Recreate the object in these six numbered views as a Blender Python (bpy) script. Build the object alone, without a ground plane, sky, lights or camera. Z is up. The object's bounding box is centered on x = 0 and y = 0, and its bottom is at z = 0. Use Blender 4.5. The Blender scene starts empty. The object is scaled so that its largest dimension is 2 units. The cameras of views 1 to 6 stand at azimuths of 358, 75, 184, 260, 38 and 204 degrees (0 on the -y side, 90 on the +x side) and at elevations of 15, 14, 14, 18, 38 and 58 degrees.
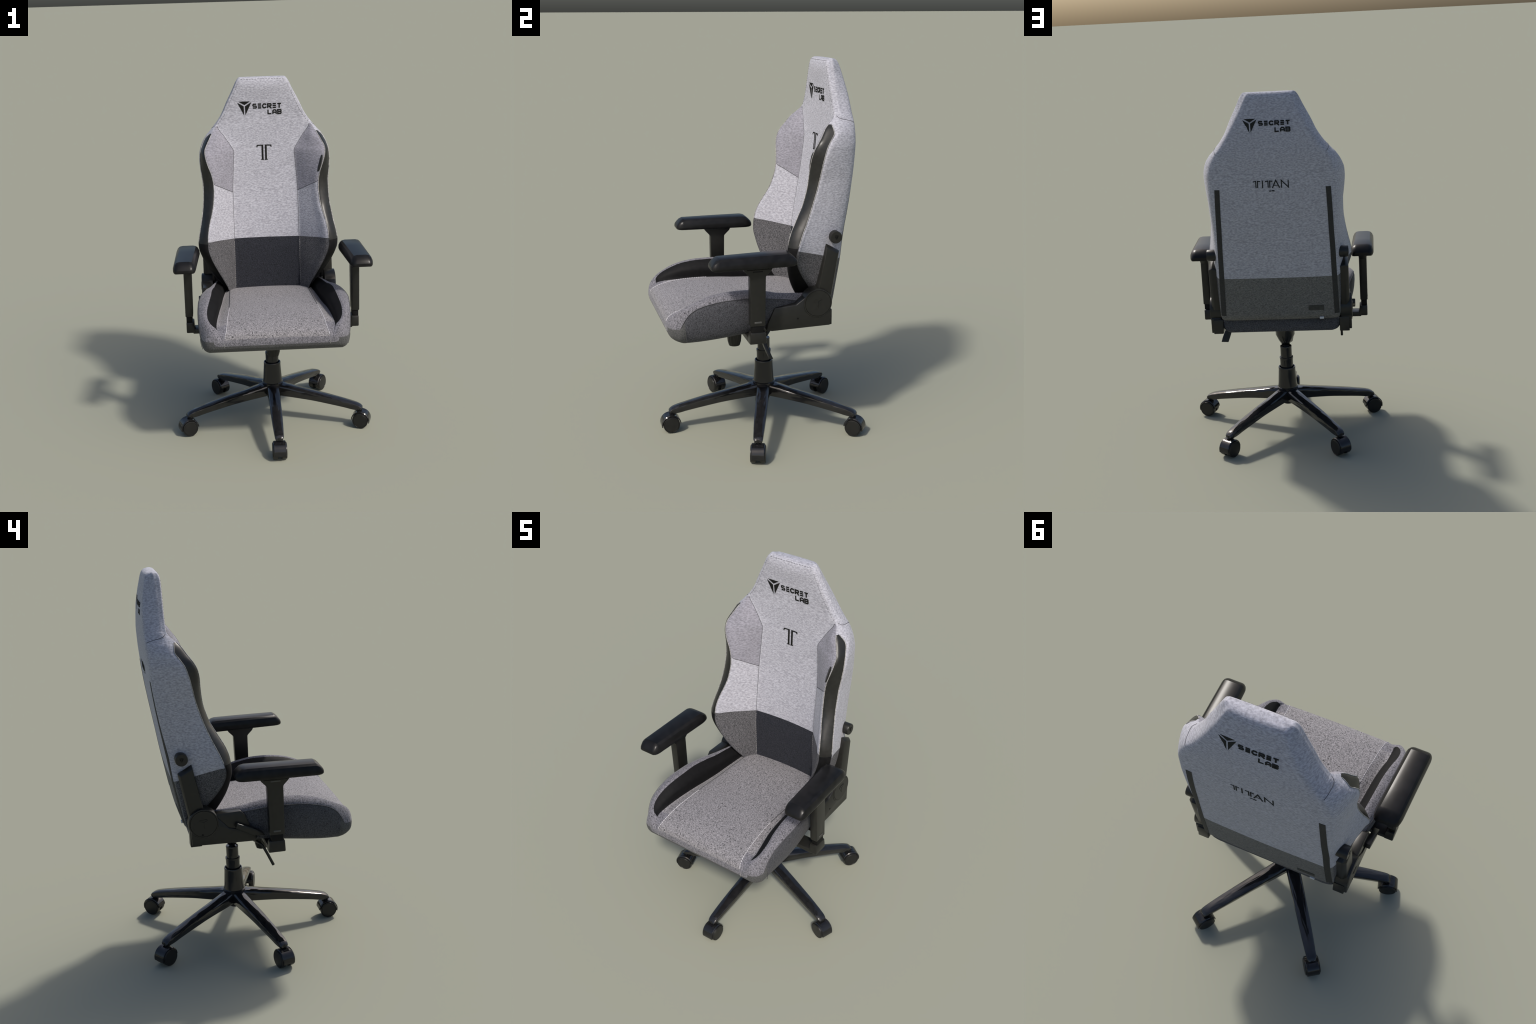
"""High-backed swivel desk chair: fabric bucket seat, black plastic hinge
covers and arm rests, five-star glossy base on twin-wheel casters."""
import bpy, bmesh, math
import numpy as np
from mathutils import Vector, Matrix
from mathutils.bvhtree import BVHTree

# ------------------------------------------------------------------ helpers
def curve(*pts):
    """Monotone cubic (pchip) through (t, value) control points."""
    pts = sorted(pts)
    x = np.array([p[0] for p in pts], float)
    y = np.array([p[1] for p in pts], float)
    h = np.diff(x); d = np.diff(y) / h
    m = np.zeros(len(x)); m[0] = d[0]; m[-1] = d[-1]
    for i in range(1, len(x) - 1):
        if d[i-1] * d[i] > 0:
            w1 = 2*h[i] + h[i-1]; w2 = h[i] + 2*h[i-1]
            m[i] = (w1 + w2) / (w1/d[i-1] + w2/d[i])
    def f(t):
        t = min(max(t, x[0]), x[-1])
        i = min(max(int(np.searchsorted(x, t) - 1), 0), len(h) - 1)
        s = (t - x[i]) / h[i]
        return float((1+2*s)*(1-s)**2*y[i] + s*(1-s)**2*h[i]*m[i]
                     + s*s*(3-2*s)*y[i+1] + s*s*(s-1)*h[i]*m[i+1])
    return f

def curve2(*pts):
    fa = curve(*[(p[0], p[1]) for p in pts]); fb = curve(*[(p[0], p[2]) for p in pts])
    return lambda t: np.array([fa(t), fb(t)])

def crom(p0, p1, p2, p3, n):
    """n points of a centripetal Catmull-Rom piece from p1 (incl) to p2 (excl)."""
    def k(a, b): return max(np.linalg.norm(b - a) ** 0.5, 1e-4)
    t0 = 0; t1 = t0 + k(p0, p1); t2 = t1 + k(p1, p2); t3 = t2 + k(p2, p3)
    out = []
    for i in range(n):
        t = t1 + (t2 - t1) * i / n
        a1 = (t1-t)/(t1-t0)*p0 + (t-t0)/(t1-t0)*p1
        a2 = (t2-t)/(t2-t1)*p1 + (t-t1)/(t2-t1)*p2
        a3 = (t3-t)/(t3-t2)*p2 + (t-t2)/(t3-t2)*p3
        b1 = (t2-t)/(t2-t0)*a1 + (t-t0)/(t2-t0)*a2
        b2 = (t3-t)/(t3-t1)*a2 + (t-t1)/(t3-t1)*a3
        out.append((t2-t)/(t2-t1)*b1 + (t-t1)/(t2-t1)*b2)
    return out

def line(a, b, n):
    return [a + (b - a) * i / n for i in range(n)]

def obj_from_bm(name, bm, mat, parent=None, smooth=40):
    me = bpy.data.meshes.new(name)
    bmesh.ops.recalc_face_normals(bm, faces=bm.faces)
    bm.to_mesh(me); bm.free()
    if smooth:
        me.polygons.foreach_set('use_smooth', [True] * len(me.polygons))
        me.set_sharp_from_angle(angle=math.radians(smooth))
    if mat: me.materials.append(mat)
    ob = bpy.data.objects.new(name, me)
    bpy.context.scene.collection.objects.link(ob)
    if parent: ob.parent = parent
    return ob

def loft_bm(rings, bm=None, caps=True, close=True):
    bm = bm or bmesh.new()
    vs = [[bm.verts.new(p) for p in r] for r in rings]
    n = len(rings[0])
    for a, b in zip(vs, vs[1:]):
        for i in range(n if close else n - 1):
            j = (i + 1) % n
            bm.faces.new((a[i], a[j], b[j], b[i]))
    if caps:
        bm.faces.new(vs[0]); bm.faces.new(vs[-1])
    return bm

def bevel_sharp(bm, w, seg=2, angle=25):
    bmesh.ops.recalc_face_normals(bm, faces=bm.faces)
    es = [e for e in bm.edges if len(e.link_faces) == 2
          and e.calc_face_angle(0) > math.radians(angle)]
    if es: bmesh.ops.bevel(bm, geom=es, offset=w, segments=seg, profile=0.5,
                           affect='EDGES', clamp_overlap=True)

def prism(name, poly, x0, x1, mat, parent, bev=0.004, seg=2):
    """Polygon in (y, z) pushed along x."""
    bm = loft_bm([[(x0, y, z) for y, z in poly], [(x1, y, z) for y, z in poly]])
    if bev: bevel_sharp(bm, bev, seg)
    return obj_from_bm(name, bm, mat, parent)

def box(name, lo, hi, mat, parent, bev=0.004):
    return prism(name, [(lo[1], lo[2]), (hi[1], lo[2]), (hi[1], hi[2]), (lo[1], hi[2])],
                 lo[0], hi[0], mat, parent, bev)

def lathe(name, prof, mat, parent, origin=(0, 0, 0), axis='z', seg=40, smooth=35, mod=None):
    """Profile (r, h) spun about an axis; mod(angle, k) scales the radius."""
    rings = []
    for k, (r, h) in enumerate(prof):
        ring = []
        for i in range(seg):
            a = 2 * math.pi * i / seg
            q = r * (mod(a, k) if mod else 1)
            c, s = q * math.cos(a), q * math.sin(a)
            p = {'z': (c, s, h), 'x': (h, c, s), 'y': (s, h, c)}[axis]
            ring.append((p[0]+origin[0], p[1]+origin[1], p[2]+origin[2]))
        rings.append(ring)
    return obj_from_bm(name, loft_bm(rings), mat, parent, smooth)

def tube_bm(path, r, bm=None, seg=6):
    path = [Vector(p) for p in path]; bm = bm or bmesh.new()
    rings = []; up = None
    for i, p in enumerate(path):
        t = (path[min(i+1, len(path)-1)] - path[max(i-1, 0)]).normalized()
        if up is None:
            up = t.orthogonal().normalized()
        up = (up - t * up.dot(t)).normalized(); b = t.cross(up)
        rings.append([p + (up*math.cos(2*math.pi*k/seg) + b*math.sin(2*math.pi*k/seg)) * r
                      for k in range(seg)])
    return loft_bm(rings, bm)

def tube(name, path, r, mat, parent, seg=6):
    return obj_from_bm(name, tube_bm(path, r, None, seg), mat, parent, 60)

def split_regions(bm, classify, spec, parent):
    """Cut one smooth skin into panels whose borders coincide and share normals."""
    bmesh.ops.recalc_face_normals(bm, faces=bm.faces)
    bm.normal_update()
    groups = {}
    for f in bm.faces: groups.setdefault(classify(f), []).append(f)
    made = {}
    for key, (name, mat, par) in spec.items():
        fs = groups.get(key)
        if not fs: continue
        idx = {}; co = []; no = []; faces = []
        for f in fs:
            loop = []
            for v in f.verts:
                if v.index not in idx:
                    idx[v.index] = len(co); co.append(v.co.copy()); no.append(v.normal.copy())
                loop.append(idx[v.index])
            faces.append(loop)
        me = bpy.data.meshes.new(name)
        me.from_pydata(co, [], faces); me.update()
        me.polygons.foreach_set('use_smooth', [True] * len(me.polygons))
        me.normals_split_custom_set_from_vertices(no)
        me.materials.append(mat)
        ob = bpy.data.objects.new(name, me)
        bpy.context.scene.collection.objects.link(ob)
        ob.parent = made[par] if par else parent
        made[key] = ob
    return made

# ---------------------------------------------------------------- materials
def principled(name):
    m = bpy.data.materials.new(name); m.use_nodes = True
    nt = m.node_tree; return m, nt, nt.nodes['Principled BSDF']

def add(nt, kind, **kw):
    n = nt.nodes.new(kind)
    for k, v in kw.items():
        if hasattr(n, k): setattr(n, k, v)
        else: n.inputs[k].default_value = v
    return n

def coords(nt, scale):
    tc = add(nt, 'ShaderNodeTexCoord'); mp = add(nt, 'ShaderNodeMapping')
    mp.inputs['Scale'].default_value = scale
    nt.links.new(tc.outputs['Object'], mp.inputs['Vector'])
    return mp.outputs['Vector']

def ramp(nt, src, stops, interp='LINEAR'):
    r = add(nt, 'ShaderNodeValToRGB'); r.color_ramp.interpolation = interp
    el = r.color_ramp.elements
    while len(el) < len(stops): el.new(0.5)
    for e, (p, c) in zip(el, stops):
        e.position = p; e.color = (*c, 1) if len(c) == 3 else (c[0], c[0], c[0], 1)
    nt.links.new(src, r.inputs['Fac']); return r.outputs['Color']

def mix(nt, fac, a, b, mode='MIX'):
    m = add(nt, 'ShaderNodeMix', data_type='RGBA', blend_type=mode)
    for sock, v in ((m.inputs[0], fac), (m.inputs[6], a), (m.inputs[7], b)):
        if hasattr(v, 'links'): nt.links.new(v, sock)
        elif isinstance(v, tuple): sock.default_value = (*v, 1)
        else: sock.default_value = v
    return m.outputs[2]

def bump(nt, bsdf, height, strength, dist):
    b = add(nt, 'ShaderNodeBump'); b.inputs['Strength'].default_value = strength
    b.inputs['Distance'].default_value = dist
    nt.links.new(height, b.inputs['Height']); nt.links.new(b.outputs['Normal'], bsdf.inputs['Normal'])

def fabric(name, dark, light, stretch=(0.75, 0.75, 1.7), scale=105, fleck=None, fleck_scale=120,
           fleck_at=0.40, rough=0.85, sheen=0.15, bumpy=0.35):
    """Woven melange cloth: short horizontal streaks, with optional dark flecks."""
    m, nt, bs = principled(name)
    v = coords(nt, stretch)
    n1 = add(nt, 'ShaderNodeTexNoise', Scale=scale, Detail=2.0, Roughness=0.55)
    n2 = add(nt, 'ShaderNodeTexNoise', Scale=6.0, Detail=2.0)
    nt.links.new(v, n1.inputs['Vector']); nt.links.new(v, n2.inputs['Vector'])
    mid = tuple((a + b) / 2 for a, b in zip(dark, light))
    col = ramp(nt, n1.outputs['Fac'], [(0.33, dark), (0.5, mid), (0.67, light)])
    blot = ramp(nt, n2.outputs['Fac'], [(0.3, (0.975,)), (0.7, (1.02,))])
    col = mix(nt, 1.0, col, blot, 'MULTIPLY')
    if fleck:
        v2 = coords(nt, (1, 1, 1))
        n3 = add(nt, 'ShaderNodeTexNoise', Scale=fleck_scale, Detail=2.0, Roughness=0.5)
        nt.links.new(v2, n3.inputs['Vector'])
        mask = ramp(nt, n3.outputs['Fac'], [(fleck_at - 0.06, (1.0,)), (fleck_at, (0.0,))])
        col = mix(nt, mask, col, fleck)
    nt.links.new(col, bs.inputs['Base Color'])
    bs.inputs['Roughness'].default_value = rough
    bs.inputs['Sheen Weight'].default_value = sheen
    bs.inputs['Sheen Roughness'].default_value = 0.5
    bs.inputs['Specular IOR Level'].default_value = 0.3
    bump(nt, bs, n1.outputs['Fac'], bumpy, 0.004)
    return m

def plain(name, col, rough, metal=0.0, grain=0.0, grain_scale=60, spec=0.5, wobble=0.0, wob_scale=12, wob_stretch=(1, 1, 1)):
    m, nt, bs = principled(name)
    v = coords(nt, (1, 1, 1))
    n = add(nt, 'ShaderNodeTexNoise', Scale=grain_scale, Detail=3.0)
    nt.links.new(v, n.inputs['Vector'])
    lo = tuple(c * (1 - grain) for c in col); hi = tuple(c * (1 + grain) for c in col)
    nt.links.new(ramp(nt, n.outputs['Fac'], [(0.35, lo), (0.65, hi)]), bs.inputs['Base Color'])
    bs.inputs['Roughness'].default_value = rough
    bs.inputs['Metallic'].default_value = metal
    bs.inputs['Specular IOR Level'].default_value = spec
    if wobble:
        n2 = add(nt, 'ShaderNodeTexNoise', Scale=wob_scale, Detail=1.0)
        nt.links.new(coords(nt, wob_stretch), n2.inputs['Vector'])
        bump(nt, bs, n2.outputs['Fac'], wobble, 0.02)
    return m

M_LIGHT = fabric('light_grey_fabric', (0.265, 0.266, 0.300), (0.442, 0.442, 0.496))
M_PATCH = fabric('mid_grey_fabric', (0.170, 0.167, 0.194), (0.28, 0.275, 0.318))
M_BAND = fabric('charcoal_fabric', (0.006, 0.007, 0.0105), (0.024, 0.026, 0.036), stretch=(1, 1, 1.2), scale=190, sheen=0.05)  # lumbar centre: darker and bluer than the panels beside it
M_BANDSIDE = fabric('charcoal_melange', (0.030, 0.030, 0.033), (0.132, 0.130, 0.139), stretch=(1, 1, 1.2), scale=190,
                    fleck=(0.022, 0.022, 0.026), fleck_scale=210, fleck_at=0.38, sheen=0.05)
M_BANDBACK = fabric('charcoal_back_fabric', (0.078, 0.077, 0.074), (0.17, 0.167, 0.160), scale=150, sheen=0.05)
M_SEAT = fabric('seat_grey_fabric', (0.105, 0.102, 0.109), (0.285, 0.275, 0.29), stretch=(1, 1, 1), scale=165,
                fleck=(0.04, 0.039, 0.042), fleck_scale=135, fleck_at=0.395, bumpy=0.45)
M_BOLSTER = fabric('bolster_grey_fabric', (0.075, 0.074, 0.084), (0.20, 0.195, 0.22), stretch=(1, 1, 1), scale=150,
                   fleck=(0.035, 0.035, 0.04), fleck_scale=120, fleck_at=0.37)
M_SIDE = fabric('side_dark_fabric', (0.030, 0.031, 0.037), (0.082, 0.083, 0.094), stretch=(1, 1, 1), scale=180,  # base colour tinted bluish for sky light on the shaded side
                fleck=(0.013, 0.013, 0.016), fleck_scale=160, fleck_at=0.37, sheen=0.05)
M_SKIRT = fabric('skirt_dark_fabric', (0.048, 0.049, 0.050), (0.088, 0.089, 0.090), stretch=(1, 1, 1), scale=180, sheen=0.05)
M_STRIPE = plain('black_leather', (0.014, 0.014, 0.013), 0.36, grain=0.2, spec=0.4)
M_INLAY = plain('black_suede', (0.0045, 0.0045, 0.005), 0.7, grain=0.25, spec=0.18)
M_PLASTIC = plain('black_plastic', (0.0135, 0.0135, 0.0122), 0.34, grain=0.1, spec=0.35)
M_PAD = plain('black_rubber', (0.0085, 0.0085, 0.009), 0.30, grain=0.25, grain_scale=25, spec=0.18)
M_DEEP = plain('deep_black', (0.003, 0.003, 0.003), 0.6, spec=0.2)
M_GLOSS = plain('glossy_black_metal', (0.010, 0.010, 0.011), 0.10, grain=0.15, grain_scale=10, spec=0.5, wobble=0.10, wob_scale=16)
M_LEG = plain('cast_leg_gloss', (0.012, 0.012, 0.013), 0.11, grain=0.25, grain_scale=30, spec=0.6, wobble=0.18, wob_scale=50, wob_stretch=(1, .10, 1))
M_WHEEL = plain('black_wheel', (0.010, 0.010, 0.010), 0.32, grain=0.15, spec=0.4)
M_SEAM = plain('seam_shadow_thread', (0.05, 0.05, 0.055), 0.8)  # seam tubes in this dark colour draw the shade inside the grooves
M_PIPE = plain('grey_piping', (0.26, 0.255, 0.25), 0.6, grain=0.4, grain_scale=120)
M_STITCH = plain('white_stitching', (0.55, 0.54, 0.57), 0.7, grain=0.2, grain_scale=150)
M_INK = plain('printed_black', (0.008, 0.008, 0.007), 0.8, spec=0.15)
M_INKBACK = plain('printed_dark', (0.016, 0.017, 0.016), 0.8, spec=0.2)
M_TAPE = plain('zip_tape', (0.018, 0.018, 0.017), 0.75, grain=0.35, grain_scale=200)
M_TAG = plain('woven_tag', (0.035, 0.034, 0.03), 0.8, grain=0.2)
M_LABEL = plain('white_label', (0.5, 0.5, 0.52), 0.7)
M_GREY = plain('grey_button', (0.06, 0.06, 0.057), 0.5)

# --------------------------------------------------------------- the chair
chair = bpy.data.objects.new('swivel_desk_chair', None)
bpy.context.scene.collection.objects.link(chair)
chair['label'] = 'grey fabric high-back swivel chair with black arms and five-star base'
chair['category'] = 'desk chair'

# ================================================================ BACKREST
seam_x = curve((.74, .195), (.77, .193), (1.07, .192), (1.34, .191), (1.50, .182), (1.575, .177), (1.60, .190),
               (1.66, .228), (1.725, .268), (1.75, .252), (1.79, .225), (1.86, .190), (1.93, .158), (2.0, .130))
front_y = curve((.74, .252), (.765, .248), (.9, .250), (1.0, .254), (1.069, .262), (1.15, .272), (1.25, .288),
                (1.34, .303), (1.45, .318), (1.58, .331), (1.70, .345), (1.78, .349), (1.86, .347), (1.94, .346), (2.0, .348))
hollow = curve((.74, .012), (1.1, .012), (1.34, .008), (1.58, .005), (1.72, 0), (1.84, 0), (1.90, -.003), (1.945, -.006), (1.98, -.003), (2.0, -.002))
inner = curve2((.74, .232, .195), (.79, .242, .165), (.85, .266, .131), (.915, .297, .104), (.976, .325, .089), (1.03, .343, .081),
               (1.06, .348, .083), (1.115, .347, .092), (1.16, .341, .108), (1.20, .332, .129), (1.24, .320, .151), (1.28, .311, .172),
               (1.32, .306, .186), (1.367, .303, .199), (1.41, .305, .205), (1.46, .314, .209), (1.51, .331, .212), (1.56, .345, .223),
               (1.593, .348, .240), (1.63, .333, .266), (1.667, .313, .291), (1.692, .299, .316), (1.712, .286, .336), (1.735, .273, .350), (1.79, .238, .352),
               (1.86, .204, .351), (1.93, .169, .350), (2.0, .138, .353))
outer = curve2((.74, .252, .245), (.79, .266, .233), (.83, .294, .220), (.86, .317, .203), (.92, .348, .162), (.98, .376, .130), (1.02, .391, .118),
               (1.04, .398, .117), (1.076, .402, .123), (1.115, .397, .136), (1.156, .389, .153), (1.195, .381, .171), (1.234, .374, .187),
               (1.276, .368, .203), (1.318, .364, .217), (1.361, .363, .230), (1.404, .363, .241), (1.449, .368, .250), (1.493, .373, .258),
               (1.535, .376, .268), (1.576, .374, .281), (1.61, .365, .301), (1.65, .346, .325), (1.672, .328, .323), (1.692, .304, .322), (1.735, .278, .363),
               (1.79, .242, .366), (1.86, .209, .366), (1.93, .173, .366), (2.0, .141, .368))
side_dx = curve((.74, .055), (.82, .030), (.90, .004), (.95, -.004), (1.05, -.010), (1.15, -.006), (1.3, .0), (1.45, .004), (1.6, .005), (1.66, .006), (1.69, .014), (1.72, .008), (1.75, .002), (2.0, .002))
side_dy = curve((.74, .04), (.85, .045), (1.0, .03), (1.3, .03), (1.45, .026), (1.6, .022), (1.69, .036), (1.73, .018), (1.76, .014), (2.0, .014))
widest = lambda z: outer(z) + np.array([side_dx(z), side_dy(z)])
bulge = curve((.74, .0), (1.2, .0), (1.35, .001), (1.5, .006), (1.58, .011), (1.65, .016), (1.69, .008), (1.73, 0), (2.0, 0))
corner_x = curve((.74, .330), (.8, .332), (1.0, .330), (1.13, .322), (1.23, .325), (1.36, .332), (1.49, .337), (1.57, .337), (1.62, .328),
                 (1.68, .302), (1.73, .264), (1.80, .220), (1.86, .188), (1.93, .152), (2.0, .122))
back_y = curve((.74, .335), (.8, .346), (.9, .363), (1.0, .380), (1.1, .395), (1.2, .410), (1.3, .425), (1.4, .438), (1.5, .448),
               (1.6, .455), (1.7, .459), (1.8, .456), (1.88, .445), (1.94, .433), (2.0, .419))

NS = (12, 14, 8, 12, 12)          # points per panel across half a section
def back_half(z):
    xs, yf, h = seam_x(z), front_y(z), hollow(z)
    s = np.array([xs, yf]); a = inner(z); b = outer(z); w = widest(z)
    cx, yb = corner_x(z), back_y(z)
    c = np.array([cx + .001, yb - .018]); d = np.array([cx * .90, yb - .004]); e = np.array([0, yb + .001])
    pts = [np.array([xs*t/NS[0], yf + h*(1-(t/NS[0])**2)]) for t in range(NS[0])]
    pre = s + (s - a) * .3
    m = s + .62*(a - s); q = (a - s)/np.linalg.norm(a - s); m = m + bulge(z)*np.array([q[1], -q[0]])
    pts += crom(pre, s, m, a, 8) + crom(s, m, a, b, NS[1]-8) + crom(s, a, b, w, NS[2]) + crom(a, b, w, c, NS[3]//2)
    pts += crom(b, w, c, d, NS[3] - NS[3]//2) + crom(w, c, d, e, 5) + [d + (e - d)*t + np.array([0, .0018*4*t*(1-t)*.5]) for t in (i/(NS[4]-5) for i in range(NS[4]-5))] + [e]
    return pts

def back_ring(z, fy=1.0, fx=1.0, zz=None):
    half = back_half(z)
    ys = [p[1] for p in half]; ym = (min(ys) + max(ys)) / 2
    pts = [np.array([p[0]*fx, ym + (p[1]-ym)*fy]) for p in half]
    full = pts + [np.array([-p[0], p[1]]) for p in pts[-2:0:-1]]
    return [(p[0], p[1], zz if zz else z) for p in full]

levels = list(np.linspace(.775, 1.955, 150))
rings = [back_ring(.755, .62, .92, .738), back_ring(.757, .80, .96, .743), back_ring(.762, .92, .985, .752)]
rings += [back_ring(z) for z in levels]
for z, fy, fx in ((1.968, .99, .998), (1.980, .95, .99), (1.989, .87, .975), (1.995, .74, .955), (1.9985, .55, .93), (2.0, .3, .90)):
    rings.append(back_ring(z, fy, fx))
bb = loft_bm(rings)
seg_layer = bb.faces.layers.int.new('seg')
NH = sum(NS)
bb.faces.ensure_lookup_table()
edges_at = np.cumsum(NS)
ringn = len(rings[0])
for fi in range((len(rings) - 1) * ringn):
    i = fi % ringn
    if i >= NH: i = 2*NH - 1 - i
    bb.faces[fi][seg_layer] = int(np.searchsorted(edges_at, i, side='right'))
bb.faces[-1][seg_layer] = 4; bb.faces[-2][seg_layer] = 4

def cut(bm, keep, co, no):
    fs = [f for f in bm.faces if keep(f)]
    geom = list({v for f in fs for v in f.verts}) + list({e for f in fs for e in f.edges}) + fs
    bmesh.ops.bisect_plane(bm, geom=geom, dist=1e-6, plane_co=co, plane_no=no)
PATCH = lambda x: 1.338 + (abs(x) - .191) * .62
BANDZ = lambda y: 1.066 - (y - .13) * .276
cut(bb, lambda f: f[seg_layer] == 0, (0, 0, 1.067), (0, 0, 1))
for sgn in (1, -1):
    cut(bb, lambda f: f[seg_layer] == 1 and f.calc_center_median().x*sgn > 0, (.192*sgn, 0, 1.067), (-.16*sgn, 0, 1))
cut(bb, lambda f: f[seg_layer] in (3, 4), (0, .13, 1.066), (0, .276, 1))
cut(bb, lambda f: f[seg_layer] == 2, (0, 0, 1.080), (0, 0, 1))
for sgn in (1, -1):
    cut(bb, lambda f: f[seg_layer] == 1 and f.calc_center_median().x*sgn > 0, (.191*sgn, 0, 1.338), (-.62*sgn, 0, 1))
cut(bb, lambda f: f[seg_layer] == 1, (0, 0, 1.722), (0, 0, 1))
cut(bb, lambda f: f[seg_layer] == 2, (0, 0, 1.686), (0, 0, 1))
bb.verts.index_update(); bb.faces.index_update()

def back_region(f):
    s = f[seg_layer]; c = f.calc_center_median()
    if s == 0: return 'band' if c.z < 1.067 else 'main'
    if s == 1:
        if c.z < 1.067 + .16*(abs(c.x) - .192): return 'bandside'
        return 'patch' if PATCH(c.x) < c.z < 1.722 else 'main'
    if s == 2:
        return 'main' if c.z > 1.686 else ('stripe' if c.z > 1.080 else 'stripelow')
    if c.z < BANDZ(c.y): return 'bandback' if s == 4 else 'bandside'
    return 'main'
bb.normal_update()
back_tree = BVHTree.FromBMesh(bb)
back_parts = split_regions(bb, back_region, {
    'main': ('backrest', M_LIGHT, None), 'band': ('lumbar_band', M_BAND, 'main'),
    'bandside': ('lumbar_side_panel', M_BANDSIDE, 'main'), 'bandback': ('rear_lumbar_band', M_BANDBACK, 'main'),
    'patch': ('shoulder_panel', M_PATCH, 'main'), 'stripe': ('leather_stripe', M_STRIPE, 'main'),
    'stripelow': ('shade_darkened_stripe', M_INLAY, 'main')}, chair)  # same stripe, given a blacker material for the shade baked in below z 1.08
bb.free()
back = back_parts['main']

def hit(x, z, side):
    """Point and outward normal on the backrest, side -1 front, +1 rear."""
    r = back_tree.ray_cast(Vector((x, 3*side, z)), Vector((0, -side, 0)))
    n = r[1] if r[1].y * side > 0 else -r[1]
    return r[0], n

# --- seams, piping and stitching on the backrest
for sgn in (1, -1):
    zs = np.linspace(1.09, 1.684, 70)
    tube('piping', [(sgn*inner(z)[0], inner(z)[1]-.0008, z) for z in zs], .0022, M_PIPE, back)  # pale tubes model the highlight along the stripe's stitched edges
    tube('piping', [(sgn*(outer(z)[0]+.0008), outer(z)[1], z) for z in zs], .0022, M_PIPE, back)
    zs = np.linspace(.80, 1.09, 40)
    tube('piping', [(sgn*inner(z)[0], inner(z)[1]-.0004, z) for z in zs], .0016, M_SEAM, back)
    tube('piping', [(sgn*(outer(z)[0]+.0004), outer(z)[1], z) for z in zs], .0016, M_SEAM, back)
    zs = np.linspace(1.07, 1.722, 60)
    tube('seam', [(sgn*seam_x(z), front_y(z)+.0002, z) for z in zs], .0014, M_SEAM, back)
    # thread of the lumbar band seam, as separate short stitches
    bm = bmesh.new()
    for z in np.arange(.785, 1.05, .0135):
        tube_bm([(sgn*(seam_x(t)+.001), front_y(t)-.0006, t) for t in (z, z+.008)], .0014, bm, 5)
    ob = obj_from_bm('stitching', bm, M_PIPE, back); ob['kind'] = 'stuff'
    # seam of the shoulder panel
    pts = []
    for t in np.linspace(0, 1, 14):
        x = .191 + t * .110; p, n = hit(sgn*x, PATCH(x), -1); pts.append(p + n*.0002)
    tube('seam', pts, .0014, M_SEAM, back)
    # collar seam across the shoulder to the rear
    pts = []
    for t in np.linspace(0, 1, 16):
        z = 1.724 - .034 * t ** 1.6
        half = back_half(z); i0 = NS[0]; i1 = NS[0]+NS[1]+NS[2]+NS[3]+1
        q = i0 + (i1 - i0) * (.62 + .38*t); k = int(q); u = q - k
        p = half[k]*(1-u) + half[min(k+1, len(half)-1)]*u
        pts.append((sgn*(p[0]+.0002), p[1], z))
    tube('seam', pts, .0014, M_SEAM, back)
    # headrest edge top-stitching
    bm = bmesh.new()
    for z in np.arange(1.735, 1.962, .013):
        tube_bm([(sgn*(seam_x(t)-.0005), front_y(t)-.0001, t) for t in (z, z+.007)], .0008, bm, 5)
    ob = obj_from_bm('stitching', bm, M_SEAM, back); ob['kind'] = 'stuff'
bm = bmesh.new()
for x in np.arange(-.124, .118, .016):
    tube_bm([hit(t, 1.9885, -1)[0] for t in (x, x+.010)], .0011, bm, 5)
ob = obj_from_bm('stitching', bm, M_SEAM, back); ob['kind'] = 'stuff'

# --- zip tapes on the rear, with a raised tooth line
tape_x = curve((.77, .314), (.90, .310), (1.05, .306), (1.15, .304), (1.27, .300), (1.36, .298), (1.505, .293))
for sgn in (1, -1):
    rings = []
    for z in np.linspace(.775, 1.503, 60):
        row = []
        for dx in (-.0135, -.006, .0, .006, .0135):
            p, n = hit(sgn*(tape_x(z)+dx), z, 1); row.append((p, n))
        ring = [p + n*(.0016 if abs(k-2) != 1 else .0009) for k, (p, n) in enumerate(row)] + [p - n*.003 for p, n in reversed(row)]
        rings.append(ring)
    obj_from_bm('zip_tape', loft_bm(rings), M_TAPE, back, 50)

# --- rear tag, care label, side tab
def patch_on_back(name, x0, x1, z0, z1, mat, side=1, t=.002, nx=6, nz=4):
    rings = []
    for z in np.linspace(z0, z1, nz):
        row = [hit(x, z, side) for x in np.linspace(x0, x1, nx)]
        rings.append([p + n*t for p, n in row] + [p - n*.002 for p, n in reversed(row)])
    return obj_from_bm(name, loft_bm(rings), mat, back, 40)
patch_on_back('sewn_tag', -.243, -.158, .798, .827, M_TAG)
box('care_label', (-.240, .324, .744), (-.217, .338, .756), M_LABEL, back, .001)
pts = [(.306, .2150, 1.460), (.312, .2155, 1.485), (.319, .2170, 1.510), (.326, .2200, 1.535), (.331, .2250, 1.553)]
rings = []
for i, p in enumerate(pts):
    hw = .006 if i in (0, len(pts)-1) else .010
    p = Vector(p); ux = Vector((.75, -.66, 0)); un = Vector((-.66, -.75, 0))
    rings.append([p + ux*a + un*b for a, b in ((-hw, -.004), (hw*.7, -.004), (hw, .001), (hw*.6, .006), (-hw*.6, .006), (-hw, .001))])
obj_from_bm('side_tab', loft_bm(rings), M_PLASTIC, back, 50)

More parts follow.
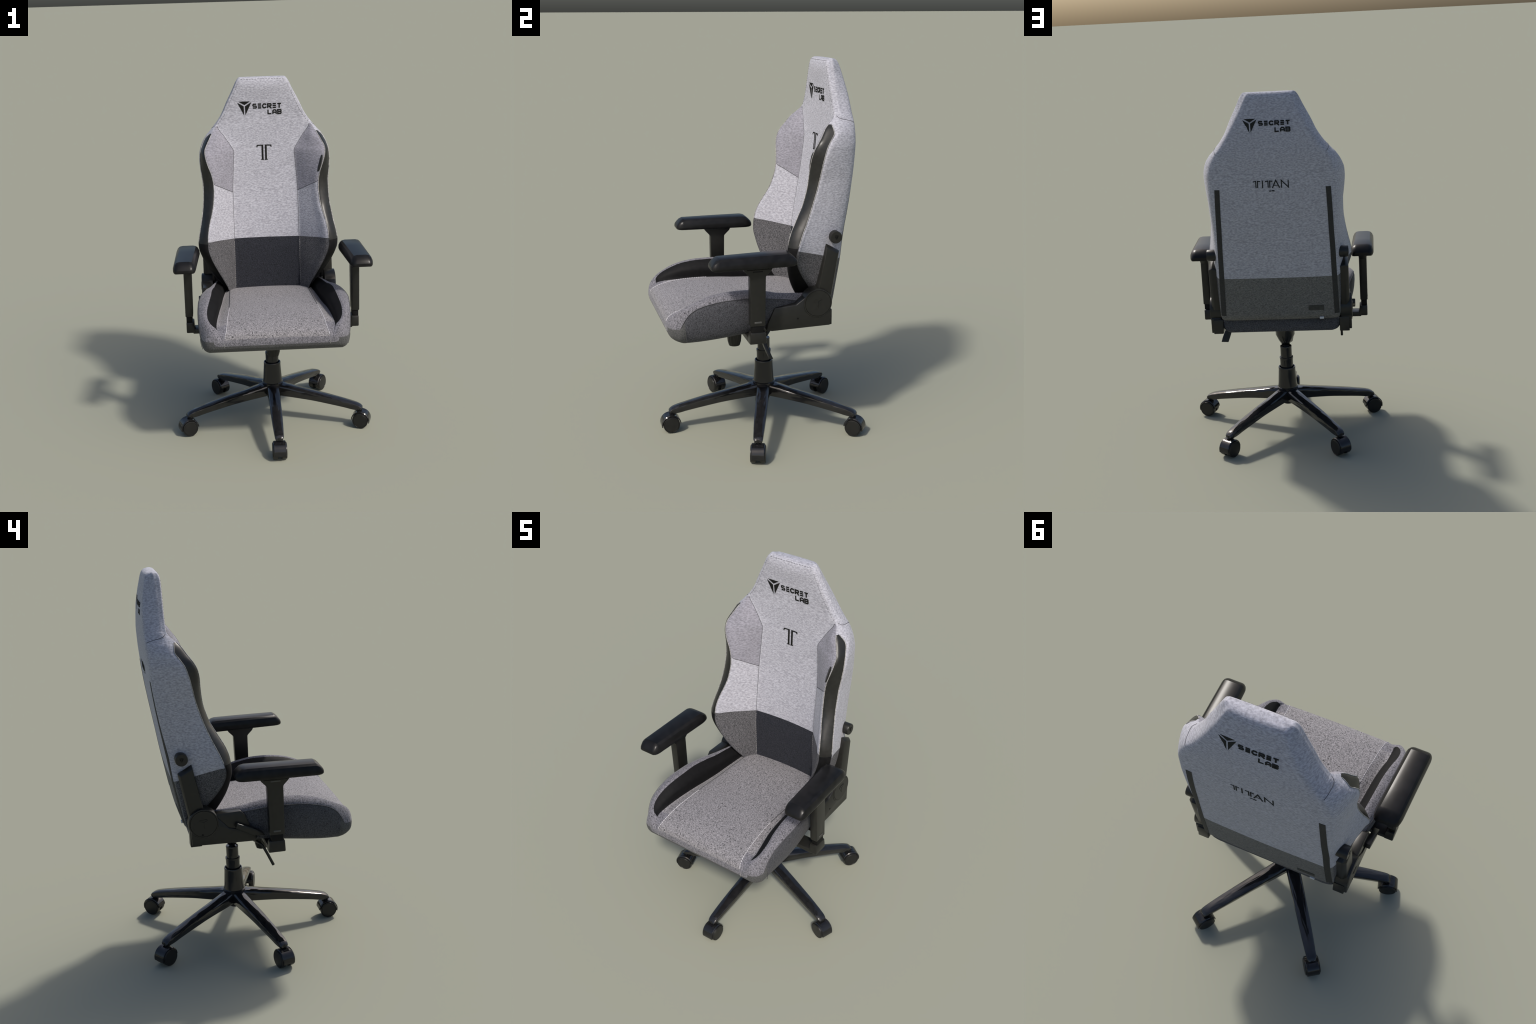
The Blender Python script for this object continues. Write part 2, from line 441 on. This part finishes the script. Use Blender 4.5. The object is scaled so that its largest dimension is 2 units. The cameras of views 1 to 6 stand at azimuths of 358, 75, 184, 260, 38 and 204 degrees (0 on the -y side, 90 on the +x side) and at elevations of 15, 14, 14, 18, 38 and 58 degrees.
# --- lettering: strokes with mitred corners laid on the cloth
def stroke_poly(pts, w):
    pts = [np.array(p, float) for p in pts]; L = []; R = []
    n = len(pts)
    for i, p in enumerate(pts):
        d0 = (p - pts[i-1]) if i else pts[1] - p
        d1 = (pts[i+1] - p) if i < n-1 else p - pts[i-1]
        d0 = d0/np.linalg.norm(d0); d1 = d1/np.linalg.norm(d1)
        n0 = np.array([-d0[1], d0[0]]); n1 = np.array([-d1[1], d1[0]])
        m = n0 + n1; m = m/np.linalg.norm(m); m = m / max(m @ n0, .35)
        L.append(p + m*w/2); R.append(p - m*w/2)
    return L + R[::-1]

class Lettering:
    def __init__(self, side, mir): self.bm = bmesh.new(); self.side = side; self.mir = mir; self.k = 0
    def poly(self, pts):
        h = .0009 + .00022 * (self.k % 6); self.k += 1
        top = []; bot = []
        for x, z in pts:
            p, n = hit(self.mir*x, z, self.side)
            top.append(self.bm.verts.new(p + n*h)); bot.append(self.bm.verts.new(p - n*.0015))
        self.bm.faces.new(top); self.bm.faces.new(bot[::-1])
        for i in range(len(top)):
            j = (i+1) % len(top); self.bm.faces.new((top[i], bot[i], bot[j], top[j]))
    def stroke(self, pts, w):
        """Strip of quads along the stroke, closed to a thin raised slab."""
        ring = stroke_poly(pts, w); n = len(pts)
        h = .0009 + .00022 * (self.k % 6); self.k += 1
        V = []
        for x, z in ring:
            p, q = hit(self.mir*x, z, self.side)
            V.append((self.bm.verts.new(p + q*h), self.bm.verts.new(p - q*.0015)))
        for i in range(n-1):
            a, b, c, d = V[i], V[i+1], V[2*n-2-i], V[2*n-1-i]
            self.bm.faces.new((a[0], b[0], c[0], d[0])); self.bm.faces.new((a[1], d[1], c[1], b[1]))
        for i in range(2*n):
            a, b = V[i], V[(i+1) % (2*n)]; self.bm.faces.new((a[0], a[1], b[1], b[0]))
    def finish(self, name, mat):
        bmesh.ops.triangulate(self.bm, faces=[f for f in self.bm.faces if len(f.verts) > 4])
        return obj_from_bm(name, self.bm, mat, back, 0)

GLYPH = {
 'S': [[(1, 1), (.14, 1), (0, .86), (0, .64), (.14, .5), (.86, .5), (1, .36), (1, .14), (.86, 0), (0, 0)]],
 'E': [[(0, 1), (1, 1)], [(0, .5), (1, .5)], [(0, 0), (1, 0)]],
 'C': [[(1, .78), (.72, 1), (.28, 1), (0, .72), (0, .28), (.28, 0), (.72, 0), (1, .22)]],
 'R': [[(0, -.1), (0, 1), (.85, 1), (1, .85), (1, .55), (.85, .42), (.16, .42)], [(.42, .34), (1.12, -.22)]],
 'T': [[(-.05, 1), (1.05, 1)], [(.5, .90), (.5, -.1)]],
 'L': [[(0, 1.1), (0, 0), (1, 0)]],
 'A': [[(0, -.1), (0, .7), (.28, 1), (.72, 1), (1, .7), (1, -.1)], [(.12, .36), (.88, .36)]],
 'B': [[(.12, .5), (.88, .5)], [(0, .5), (0, 1), (.86, 1), (1, .86), (1, .62), (.93, .5), (1, .38), (1, .14), (.86, 0), (0, 0), (0, .42)]],
}
def word(L, text, x0, x1, z0, z1, w, gap):
    n = len(text); cw = (x1 - x0 - gap*(n-1)) / n
    for i, ch in enumerate(text):
        gx = x0 + i*(cw + gap) + w/2; gw = cw - w; gz = z0 + w/2; gh = z1 - z0 - w
        for st in GLYPH[ch]:
            L.stroke([(gx + u*gw, gz + v*gh) for u, v in st], w)

def emblem(L, x0, x1, z0, z1):
    f = lambda u, v: (x0 + u*(x1-x0), z1 - v*(z1-z0))
    L.poly([f(.08, 0), f(.5, .255), f(.90, 0)])
    L.poly([f(0, .07), f(.465, 1.0), f(.445, .345)])
    L.poly([f(1, .05), f(.535, .345), f(.555, .98)])

for side, mir, x_em, x_tx, z_em, z_up, z_lo, mat in (
        (-1, 1, (-.147, -.065), (-.060, .110), (1.781, 1.862), (1.819, 1.848), (1.783, 1.812), M_INK),
        (1, -1, (-.138, -.063), (-.057, .110), (1.798, 1.869), (1.832, 1.857), (1.797, 1.823), M_INKBACK)):
    L = Lettering(side, mir); emblem(L, x_em[0], x_em[1], z_em[0], z_em[1]); L.finish('emblem', mat)
    L = Lettering(side, mir)
    word(L, 'SECRET', x_tx[0], x_tx[1], z_up[0], z_up[1], .0071, .0022)
    word(L, 'LAB', x_tx[1] - .083, x_tx[1], z_lo[0], z_lo[1], .0071, .0022)
    L.finish('lettering', mat)
# double-stemmed capital on the front
L = Lettering(-1, 1)
for q, x_far, x_bar, x_stem in ((-1, .041, .0135, .0085), (1, .043, .0150, .0115)):
    L.stroke([(q*x_far, 1.5945), (q*(x_far-.002), 1.6045), (q*x_bar, 1.6055)], .0062)
    L.stroke([(q*x_stem, 1.6085), (q*x_stem, 1.5225)], .0105)
    L.stroke([(q*(x_stem-.0078), 1.5215), (q*(x_stem+.0098), 1.5215)], .0038)
L.finish('lettering', M_INK)
# name on the rear (x runs to the reader's right)
L = Lettering(1, -1); w = .0054
def double_t(x):
    L.stroke([(x, 1.541), (x+.015, 1.543), (x+.015, 1.507)], w)
    L.stroke([(x+.039, 1.541), (x+.024, 1.543), (x+.024, 1.507)], w)
double_t(-.100); double_t(-.036)
L.stroke([(-.050, 1.546), (-.050, 1.506)], w)
L.stroke([(.001, 1.505), (.020, 1.546), (.039, 1.505)], w); L.stroke([(.010, 1.518), (.031, 1.518)], .0035)
L.stroke([(.049, 1.505), (.049, 1.545), (.085, 1.507), (.085, 1.547)], w)
L.stroke([(-.018, 1.489), (-.005, 1.489)], .0045); L.stroke([(-.003, 1.490), (.011, 1.490)], .006)
L.finish('lettering', M_INKBACK)

# ==================================================================== SEAT
s_zc = curve((-.543, .714), (-.538, .727), (-.53, .738), (-.515, .748), (-.50, .756), (-.475, .764), (-.43, .776), (-.38, .784), (-.32, .789), (-.25, .791),
             (-.15, .788), (-.07, .782), (.1, .775), (.2, .769), (.31, .752))
s_seam = curve((-.543, .277), (-.52, .269), (-.45, .261), (-.38, .256), (-.3, .249), (-.2, .243), (-.1, .240), (0, .237), (.1, .234), (.2, .230), (.31, .222))
s_low = curve2((-.543, .290, .715), (-.52, .300, .745), (-.50, .308, .757), (-.47, .311, .764), (-.39, .309, .770), (-.3, .305, .771), (-.2, .300, .766),
               (-.1, .293, .756), (0, .284, .751), (.1, .273, .752), (.2, .258, .757), (.31, .245, .748))
s_top = curve2((-.543, .303, .719), (-.52, .314, .757), (-.50, .324, .775), (-.48, .341, .791), (-.45, .352, .808), (-.40, .356, .830), (-.33, .350, .855),
               (-.24, .344, .868), (-.16, .341, .870), (-.04, .332, .855), (.03, .326, .839), (.09, .320, .831), (.18, .308, .822), (.31, .290, .80))
s_peak = curve((-.543, .720), (-.538, .738), (-.53, .752), (-.52, .765), (-.50, .783), (-.47, .800), (-.44, .815), (-.40, .834), (-.32, .859), (-.24, .870), (-.17, .872),
               (-.04, .857), (.03, .841), (.09, .833), (.18, .823), (.31, .80))
s_out = curve((-.543, .325), (-.538, .346), (-.52, .370), (-.50, .380), (-.47, .391), (-.42, .399), (-.33, .407), (-.25, .411), (-.17, .406), (-.08, .394), (0, .382), (.05, .369), (.1, .354),
              (.18, .337), (.31, .332))
s_pipe = curve((-.543, .706), (-.50, .705), (-.485, .710), (-.465, .745), (-.44, .779), (-.40, .807), (-.336, .828), (-.247, .842), (-.14, .843), (-.05, .832),
               (.045, .816), (.1, .803), (.2, .775), (.31, .725))
s_bot = curve((-.543, .680), (-.538, .666), (-.53, .656), (-.515, .644), (-.495, .633), (-.45, .620), (-.40, .622), (-.2, .640), (0, .653), (.31, .662))
s_bulge = curve((-.543, 0), (-.48, .003), (-.40, .014), (-.30, .021), (-.15, .024), (.05, .025), (.15, .016), (.31, 0))
SN = (12, 4, 9, 8, 8, 8)
def seat_half(y):
    zc, xs, xo = s_zc(y), s_seam(y), s_out(y)
    nose = min(max((y + .543) / .10, 0), 1)
    k1 = np.array([xs, zc]); k2 = s_low(y); k3 = s_top(y)
    k4 = np.array([(xo + k3[0])/2 - .004, s_peak(y)]); k5 = np.array([xo, s_pipe(y)])
    dq = (k3 - k2)/np.linalg.norm(k3 - k2); km = (k2 + k3)/2 + s_bulge(y)*np.array([-dq[1], dq[0]])
    zb = s_bot(y); hgt = k5[1] - zb
    k6 = np.array([xo - .004 - .008*nose, zb + .28*hgt]); k7 = np.array([xo - .02 - .03*nose, zb]); k8 = np.array([0, zb])
    p = [np.array([xs*t/SN[0], zc + .005*(1 - (t/SN[0])**2)]) for t in range(SN[0])]
    p += crom(k1*2-k2, k1, k2, km, SN[1]) + crom(k1, k2, km, k3, 5) + crom(k2, km, k3, k4, SN[2]-5)
    p += crom(k2, k3, k4, k5, SN[3]//2) + crom(k3, k4, k5, k6, SN[3]-SN[3]//2)
    p += crom(k4, k5, k6, k7, SN[4]-3) + crom(k5, k6, k7, k8, 3) + line(k7, k8, SN[5]) + [k8]
    return p
NOSE = lambda y: .008 * min(max((-.40 - y)/.14, 0), 1)   # nose set back a little
s_skew = curve((-.543, .012), (-.45, .012), (-.36, .008), (-.2, -.003), (0, -.006), (.15, 0), (.31, 0))
def skew(x, y):
    """The left bolster stands a little wider in front and narrower behind than the right."""
    return x + s_skew(y) * min(max((x - .25)/.12, 0), 1)
def seat_ring(y, f=1.0, yy=None):
    h = seat_half(y)
    zs = [q[1] for q in h]; zm = (min(zs)+max(zs))/2
    h = [np.array([q[0]*(1-(1-f)*.4), zm+(q[1]-zm)*f]) for q in h]
    full = h + [np.array([-skew(q[0], y), q[1]]) for q in h[-2:0:-1]]
    return [(q[0], (yy if yy else y) + NOSE(yy if yy else y), q[1]) for q in full]
ylev = list(-.543 + .10*np.linspace(0, 1, 36)**1.8) + list(np.linspace(-.435, .289, 110))
rings = [seat_ring(y) for y in ylev] + [seat_ring(.293, .97, .296), seat_ring(.296, .90, .301)]
sb = loft_bm(rings)
sl = sb.faces.layers.int.new('seg'); sb.faces.ensure_lookup_table()
SH = sum(SN); ce = np.cumsum(SN); rn = len(rings[0])
for fi in range((len(rings)-1)*rn):
    i = fi % rn
    if i >= SH: i = 2*SH-1-i
    sb.faces[fi][sl] = int(np.searchsorted(ce, i, side='right'))
sb.faces[-2][sl] = 3; sb.faces[-1][sl] = 4
cut(sb, lambda f: f[sl] in (4, 5), (0, -.385, 0), (0, 1, .10))
cut(sb, lambda f: f[sl] == 2, (0, -.492, 0), (0, 1, 0))
def seat_region(f):
    s = f[sl]; c = f.calc_center_median()
    if s == 0: return 'centre'
    if s == 1: return 'bolster' if c.y < -.45 else 'gusset'
    if s == 2: return 'inlay' if c.y > -.492 else 'bolster'
    if s == 3: return 'bolster'
    return 'skirt' if c.y + .385 + .10*c.z < 0 else 'side'
sb.verts.index_update(); sb.normal_update()
seat_parts = split_regions(sb, seat_region, {
    'centre': ('seat', M_SEAT, None), 'gusset': ('seat_edge_panel', M_SEAT, 'centre'), 'bolster': ('seat_bolster', M_BOLSTER, 'centre'),
    'inlay': ('seat_inlay', M_INLAY, 'centre'), 'side': ('seat_side_panel', M_SIDE, 'centre'), 'skirt': ('front_skirt', M_SKIRT, 'centre')}, chair)
sb.free(); seat = seat_parts['centre']
for sgn in (1, -1):
    ys = np.linspace(-.22, .25, 40)
    tube('seam', [(sgn*s_seam(y), y, s_zc(y)+.0002) for y in ys], .0018, M_SEAM, seat)
    bm = bmesh.new()
    for y in np.arange(-.540, -.22, .0125):
        tube_bm([(sgn*s_seam(t), t+NOSE(t)-.0004, s_zc(t)+.0008) for t in (y, y+.0045, y+.009)], .0015, bm, 5)
    ob = obj_from_bm('stitching', bm, M_STITCH, seat); ob['kind'] = 'stuff'
    bm = bmesh.new()
    for z in np.arange(.645, .69, .013):
        ysk = [-.5435 + .050 * max((.683 - t)/.05, 0)**1.6 for t in (z, z+.009)]
        tube_bm([(sgn*.279, ysk[k] + .0075, t) for k, t in enumerate((z, z+.009))], .0016, bm, 5)
    ob = obj_from_bm('stitching', bm, M_PIPE, seat); ob['kind'] = 'stuff'
    ys = list(np.linspace(-.48, .20, 80))
    side_x = (lambda y: s_out(y)) if sgn > 0 else (lambda y: skew(s_out(y), y))
    tube('piping', [(sgn*(side_x(y)+.0004), y + NOSE(y), s_pipe(y)) for y in ys], .0020, M_SEAM, seat)
    zs = np.linspace(.70, .640, 10)
    tube('piping', [(sgn*(side_x(-.455)-.001-.010*((.70-z)/.06)**2), -.3845 - .10*z, z) for z in zs], .0014, M_SEAM, seat)

# ========================================================== ARMREST (pair)
for sgn in (1, -1):
    X = lambda v: sgn * v
    # post: flared head on a straight rectangular tube
    rows = [(.722, .447, .490, -.147, -.071), (.976, .445, .490, -.148, -.067), (1.006, .441, .492, -.176, -.038), (1.020, .441, .492, -.184, -.030)]
    bm = loft_bm([[(X(a), c, z), (X(b), c, z), (X(b), d, z), (X(a), d, z)] for z, a, b, c, d in rows])
    bevel_sharp(bm, .005, 2)
    arm = obj_from_bm('armrest', bm, M_PLASTIC, chair)
    # pad: plan-rounded slab with chamfered upper edges
    secs = [(-.3455, .040, 1.031, 1.047), (-.342, .048, 1.029, 1.054), (-.334, .0545, 1.027, 1.065), (-.320, .0595, 1.026, 1.080), (-.305, .0615, 1.026, 1.0875), (-.10, .064, 1.026, 1.0905),
            (.035, .066, 1.026, 1.091), (.055, .064, 1.026, 1.086), (.072, .060, 1.027, 1.072), (.083, .053, 1.029, 1.060), (.088, .044, 1.031, 1.050)]
    rings = []
    for y, hw, zb, zt in secs:
        h = zt - zb; k = min(1, h/.055)
        cx = .479 - .017*(y + .34)/.42
        prof = [(-hw+.005, zb), (-hw, zb+.2*h), (-hw+.001, zb+.50*h), (-hw+.009*k, zt-.22*h), (-hw+.020*k, zt-.07*h), (-hw+.036*k, zt-.01*h),
                (hw-.036*k, zt-.01*h), (hw-.020*k, zt-.07*h), (hw-.009*k, zt-.22*h), (hw-.001, zb+.50*h), (hw, zb+.2*h), (hw-.005, zb)]
        rings.append([(X(cx)+u, y, v) for u, v in prof])
    bm = loft_bm(rings); bevel_sharp(bm, .002, 2, 40)
    obj_from_bm('armrest_pad', bm, M_PAD, arm, 24)
    box('slide_plate', (X(.478)-.035, -.168, 1.016), (X(.478)+.035, -.044, 1.030), M_DEEP, arm, .002)
    box('inner_post', (X(.4685)-.017, -.139, .660), (X(.4685)+.017, -.079, .735), M_DEEP, arm, .003)
    # foot block, wider at the bottom, and the arm running under the seat
    rows = [(.628, .438, .487, -.150, -.062), (.690, .443, .487, -.147, -.068)]
    bm = loft_bm([[(X(a), c, z), (X(b), c, z), (X(b), d, z), (X(a), d, z)] for z, a, b, c, d in rows]); bevel_sharp(bm, .006, 2)
    obj_from_bm('foot_block', bm, M_PLASTIC, arm)
    box('under_arm', (min(X(.15), X(.45)), -.146, .622), (max(X(.15), X(.45)), -.068, .650), M_PLASTIC, arm, .004)
    box('button', (X(.4895)-.0016, -.127, .738), (X(.4895)+.0016, -.090, .747), M_GREY, arm, .001)
    box('slot', (X(.4905)-.0016, -.134, 1.000), (X(.4905)+.0016, -.084, 1.006), M_GREY if sgn < 0 else M_DEEP, arm, .001)

# ===================================================== HINGES AND BRACKETS
for sgn in (1, -1):
    xs = lambda a, b: (min(sgn*a, sgn*b), max(sgn*a, sgn*b))
    if sgn > 0:
        cover = [(.300, .664), (.306, .750), (.24, .80), (.165, .822), (.118, .787), (.004, .779), (-.030, .705), (-.040, .664), (-.010, .657)]
    else:
        cover = [(.306, .672), (.310, .770), (.24, .81), (.178, .818), (.116, .749), (.080, .741), (-.002, .712), (-.028, .690), (-.018, .664)]
    a, b = xs(.334, .393)
    hinge = prism('hinge_cover', cover, a, b, M_PLASTIC, chair, .005)
    if sgn < 0:
        a, b = xs(.34, .387)
        prism('upper_cover', [(.19, .826), (.053, .831), (.032, .808), (.000, .730), (.03, .70), (.20, .76)], a, b, M_PLASTIC, hinge, .004)
        a, b = xs(.385, .416)
        prism('recline_lever', [(.078, .778), (.087, .751), (-.008, .702), (-.062, .697), (-.052, .711), (-.004, .741)], a, b, M_PLASTIC, hinge, .004)
    cy, cz = (.232 if sgn > 0 else .243), .787
    prof = [(.0765, .332), (.0765, .392), (.0745, .3955), (.0690, .3965), (.0680, .3945), (.0670, .3975), (.01, .3985)]
    lathe('hinge_disc', [(r, sgn*h) for r, h in prof], M_PLASTIC, hinge, (0, cy, cz), 'x', 56)
    # raised emblem on the disc
    for tri_ in ([(-.019, .022), (.0, .013), (.019, .022)], [(-.022, .018), (-.001, -.022), (-.002, .009)], [(.022, .018), (.002, .009), (.001, -.022)]):
        a, b = xs(.3972, .4002)
        prism('disc_emblem', [(cy+u, cz+v) for u, v in tri_], a, b, M_PLASTIC, hinge, 0)
    hy, hz = ((.125, .714) if sgn > 0 else (cy+.008, cz-.058))
    lathe('screw_hole', [(.005, sgn*.385), (.005, sgn*(.3938 if sgn > 0 else .3992))], M_DEEP, hinge, (0, hy, hz), 'x', 16)
    # rear flange closing the cover towards the seat
    a, b = xs(.325, .380)
    box('rear_flange', (a, .255, .662), (b, .313, .745), M_PLASTIC, hinge, .004)
    # upright carrying the backrest
    a, b = xs(.318, .384)
    bm = loft_bm([[(sgn*.318, .283, 1.076), (sgn*.318, .350, 1.040), (sgn*.318, .308, .80), (sgn*.318, .228, .82)],
                  [(sgn*.366, .281, 1.092), (sgn*.366, .353, 1.050), (sgn*.366, .312, .80), (sgn*.366, .228, .82)],
                  [(sgn*.384, .280, 1.072), (sgn*.384, .340, 1.040), (sgn*.384, .300, .80), (sgn*.384, .232, .82)]])
    bevel_sharp(bm, .004, 2)
    up = obj_from_bm('back_bracket', bm, M_PLASTIC, chair)
    lathe('side_knob', [(.027, sgn*.315), (.0315, sgn*.340), (.0315, sgn*.383), (.0295, sgn*.3865), (.01, sgn*.387)], M_PLASTIC, up, (0, .330, 1.123), 'x', 40)
    for tri_ in ([(-.010, .011), (.0, .006), (.010, .011)], [(-.011, .009), (-.001, -.012), (-.001, .004)], [(.011, .009), (.001, .004), (.001, -.012)]):
        a, b = xs(.3855, .3880)
        prism('knob_emblem', [(.330+u, 1.123+v) for u, v in tri_], a, b, M_DEEP, up, 0)

# ============================================== TILT MECHANISM AND COLUMN
HX, HY = 0.0, 0.047
mech = box('tilt_mechanism', (-.10, -.13, .612), (.10, .11, .652), M_PLASTIC, chair, .012)
box('mounting_plate', (-.15, -.18, .640), (.15, .16, .668), M_PLASTIC, mech, .004)
flute = lambda a, k: 1 - (.07 if 1 <= k <= 3 else 0) * (0.5 + 0.5*math.cos(14*a)) ** 2
lathe('tension_knob', [(.030, .600), (.038, .560), (.040, .520), (.037, .487), (.030, .463), (.012, .458)], M_PLASTIC, mech, (0, -.118, 0), 'z', 84, 35, flute)
lathe('column_socket', [(.058, .640), (.056, .565), (.040, .530), (.024, .503), (.018, .498)], M_GLOSS, mech, (HX, HY, 0))
# height paddle on one side, thin tilt lever on the other
tube('lever_rod', [(.05, -.03, .600), (.30, -.03, .598), (.335, -.028, .588)], .007, M_PLASTIC, mech, 10)
rings = []
for x, y, z, hw in ((.315, -.046, .622, .012), (.330, -.042, .595, .017), (.346, -.033, .560, .021), (.358, -.022, .528, .022), (.366, -.012, .504, .021)):
    rings.append([(x-hw, y-.009, z), (x+hw, y-.009, z+.002), (x+hw, y+.009, z+.002), (x-hw, y+.009, z)])
bm = loft_bm(rings); bevel_sharp(bm, .002, 2)
obj_from_bm('height_paddle', bm, M_PLASTIC, mech)
tube('lever_rod', [(-.05, -.02, .610), (-.27, -.03, .618), (-.315, -.045, .622), (-.33, -.060, .612), (-.33, -.085, .560), (-.33, -.114, .495)], .0075, M_PLASTIC, mech, 10)

column = lathe('gas_column', [(.0375, .340), (.0385, .410), (.0400, .418), (.0395, .424), (.0335, .424), (.0335, .482), (.0345, .488), (.033, .492), (.016, .492), (.016, .52)],
               M_GLOSS, chair, (HX, HY, 0))
# ============================================================== STAR BASE
hub = lathe('star_base', [(.020, .140), (.030, .136), (.034, .142), (.040, .165), (.052, .200), (.0585, .225), (.0615, .232), (.0615, .239), (.0575, .243),
                          (.0545, .262), (.0495, .352), (.0500, .360), (.0485, .364), (.0440, .364), (.0435, .350)], M_GLOSS, chair, (HX, HY, 0), seg=48)
leg_top = curve((.03, .232), (.07, .228), (.16, .211), (.26, .193), (.36, .174), (.455, .154), (.50, .143), (.525, .132), (.536, .121))
leg_bot = curve((.03, .164), (.14, .156), (.24, .147), (.34, .133), (.445, .116), (.49, .107), (.525, .105), (.536, .108))
leg_w = curve((.03, .037), (.10, .0365), (.25, .034), (.40, .031), (.49, .0275), (.52, .0255), (.531, .023), (.536, .019))
rings = []
for r in list(np.linspace(.03, .49, 24)) + [.505, .518, .527, .533, .536]:
    t, b, w = leg_top(r), leg_bot(r), leg_w(r); h = t - b
    prof = [(-w*.80, b), (-w*.90, b+.35*h), (-w, t-.32*h), (-w*.93, t-.13*h), (-w*.72, t-.02*h), (0, t+.001), (w*.72, t-.02*h), (w*.93, t-.13*h), (w, t-.32*h), (w*.90, b+.35*h), (w*.80, b)]
    rings.append([(u, -r, v) for u, v in prof])
leg0 = obj_from_bm('base_leg', loft_bm(rings), M_LEG, hub, 38)

# one caster, built about its stem for the leg that points along -y
RW = .5285
def ring_shell(a0, a1, r0, r1, hw, n=28):
    """Arched hood round the wheel axle; angles run in the leg's vertical plane."""
    rings = []
    for i in range(n+1):
        a = a0 + (a1-a0)*i/n; c, s = math.cos(a), math.sin(a)
        o = .004
        rings.append([(-hw, -RW - r0*c, .046+r0*s), (-hw, -RW-(r1-o)*c, .046+(r1-o)*s), (-hw+o, -RW-r1*c, .046+r1*s),
                      (hw-o, -RW-r1*c, .046+r1*s), (hw, -RW-(r1-o)*c, .046+(r1-o)*s), (hw, -RW-r0*c, .046+r0*s)])
    return loft_bm(rings)
hood0 = obj_from_bm('caster_hood', ring_shell(math.radians(-14), math.radians(176), .0485, .0540, .0350), M_GLOSS, hub, 35)
wheel_parts = []
wheels = []
for sx in (1, -1):
    prof = [(.014, .010), (.043, .010), (.0455, .0125), (.0460, .0170), (.0460, .0340), (.0445, .0385), (.0405, .0395), (.0395, .0382), (.0385, .0396), (.006, .0408)]
    w = lathe('caster_wheel', [(r, sx*h) for r, h in prof], M_WHEEL, hood0, (0, -RW, .046), 'x', 44)
    wheels.append(w)
yoke0 = prism('caster_yoke', [(-RW-.043, .03), (-RW-.043, .060), (-RW-.02, .090), (-RW+.028, .092), (-RW+.040, .06), (-RW+.025, .03), (-RW, .02)], -.0105, .0105, M_WHEEL, hood0, .003)
stem0 = lathe('caster_stem', [(.018, .078), (.017, .092), (.0125, .097), (.0125, .104), (.022, .107), (.024, .116), (.022, .124)], M_WHEEL, hood0, (0, -.514, 0), 'z', 24)
slots = []
for sx in (1, -1):
    bm = bmesh.new(); rings = []
    for i in range(9):
        a = math.radians(62 + 44*i/8); c, s = math.cos(a), math.sin(a)
        rings.append([(sx*.017, -RW-.052*c, .046+.052*s), (sx*.017, -RW-.0547*c, .046+.0547*s), (sx*.026, -RW-.0547*c, .046+.0547*s), (sx*.026, -RW-.052*c, .046+.052*s)])
    slots.append(obj_from_bm('hood_rib', loft_bm(rings), M_WHEEL, hood0, 35))
family = wheels + [yoke0, stem0] + slots
base_objs = [(leg0, None)]
for k in range(5):
    M = Matrix.Translation((HX, HY, 0)) @ Matrix.Rotation(k * 2*math.pi/5, 4, 'Z')
    if k == 0:
        leg0.matrix_local = M; hood0.matrix_local = M
        continue
    lg = leg0.copy(); bpy.context.scene.collection.objects.link(lg); lg.matrix_local = M
    hd = hood0.copy(); bpy.context.scene.collection.objects.link(hd); hd.matrix_local = M
    for o in family:
        c = o.copy(); bpy.context.scene.collection.objects.link(c); c.parent = hd
bpy.context.view_layer.update()
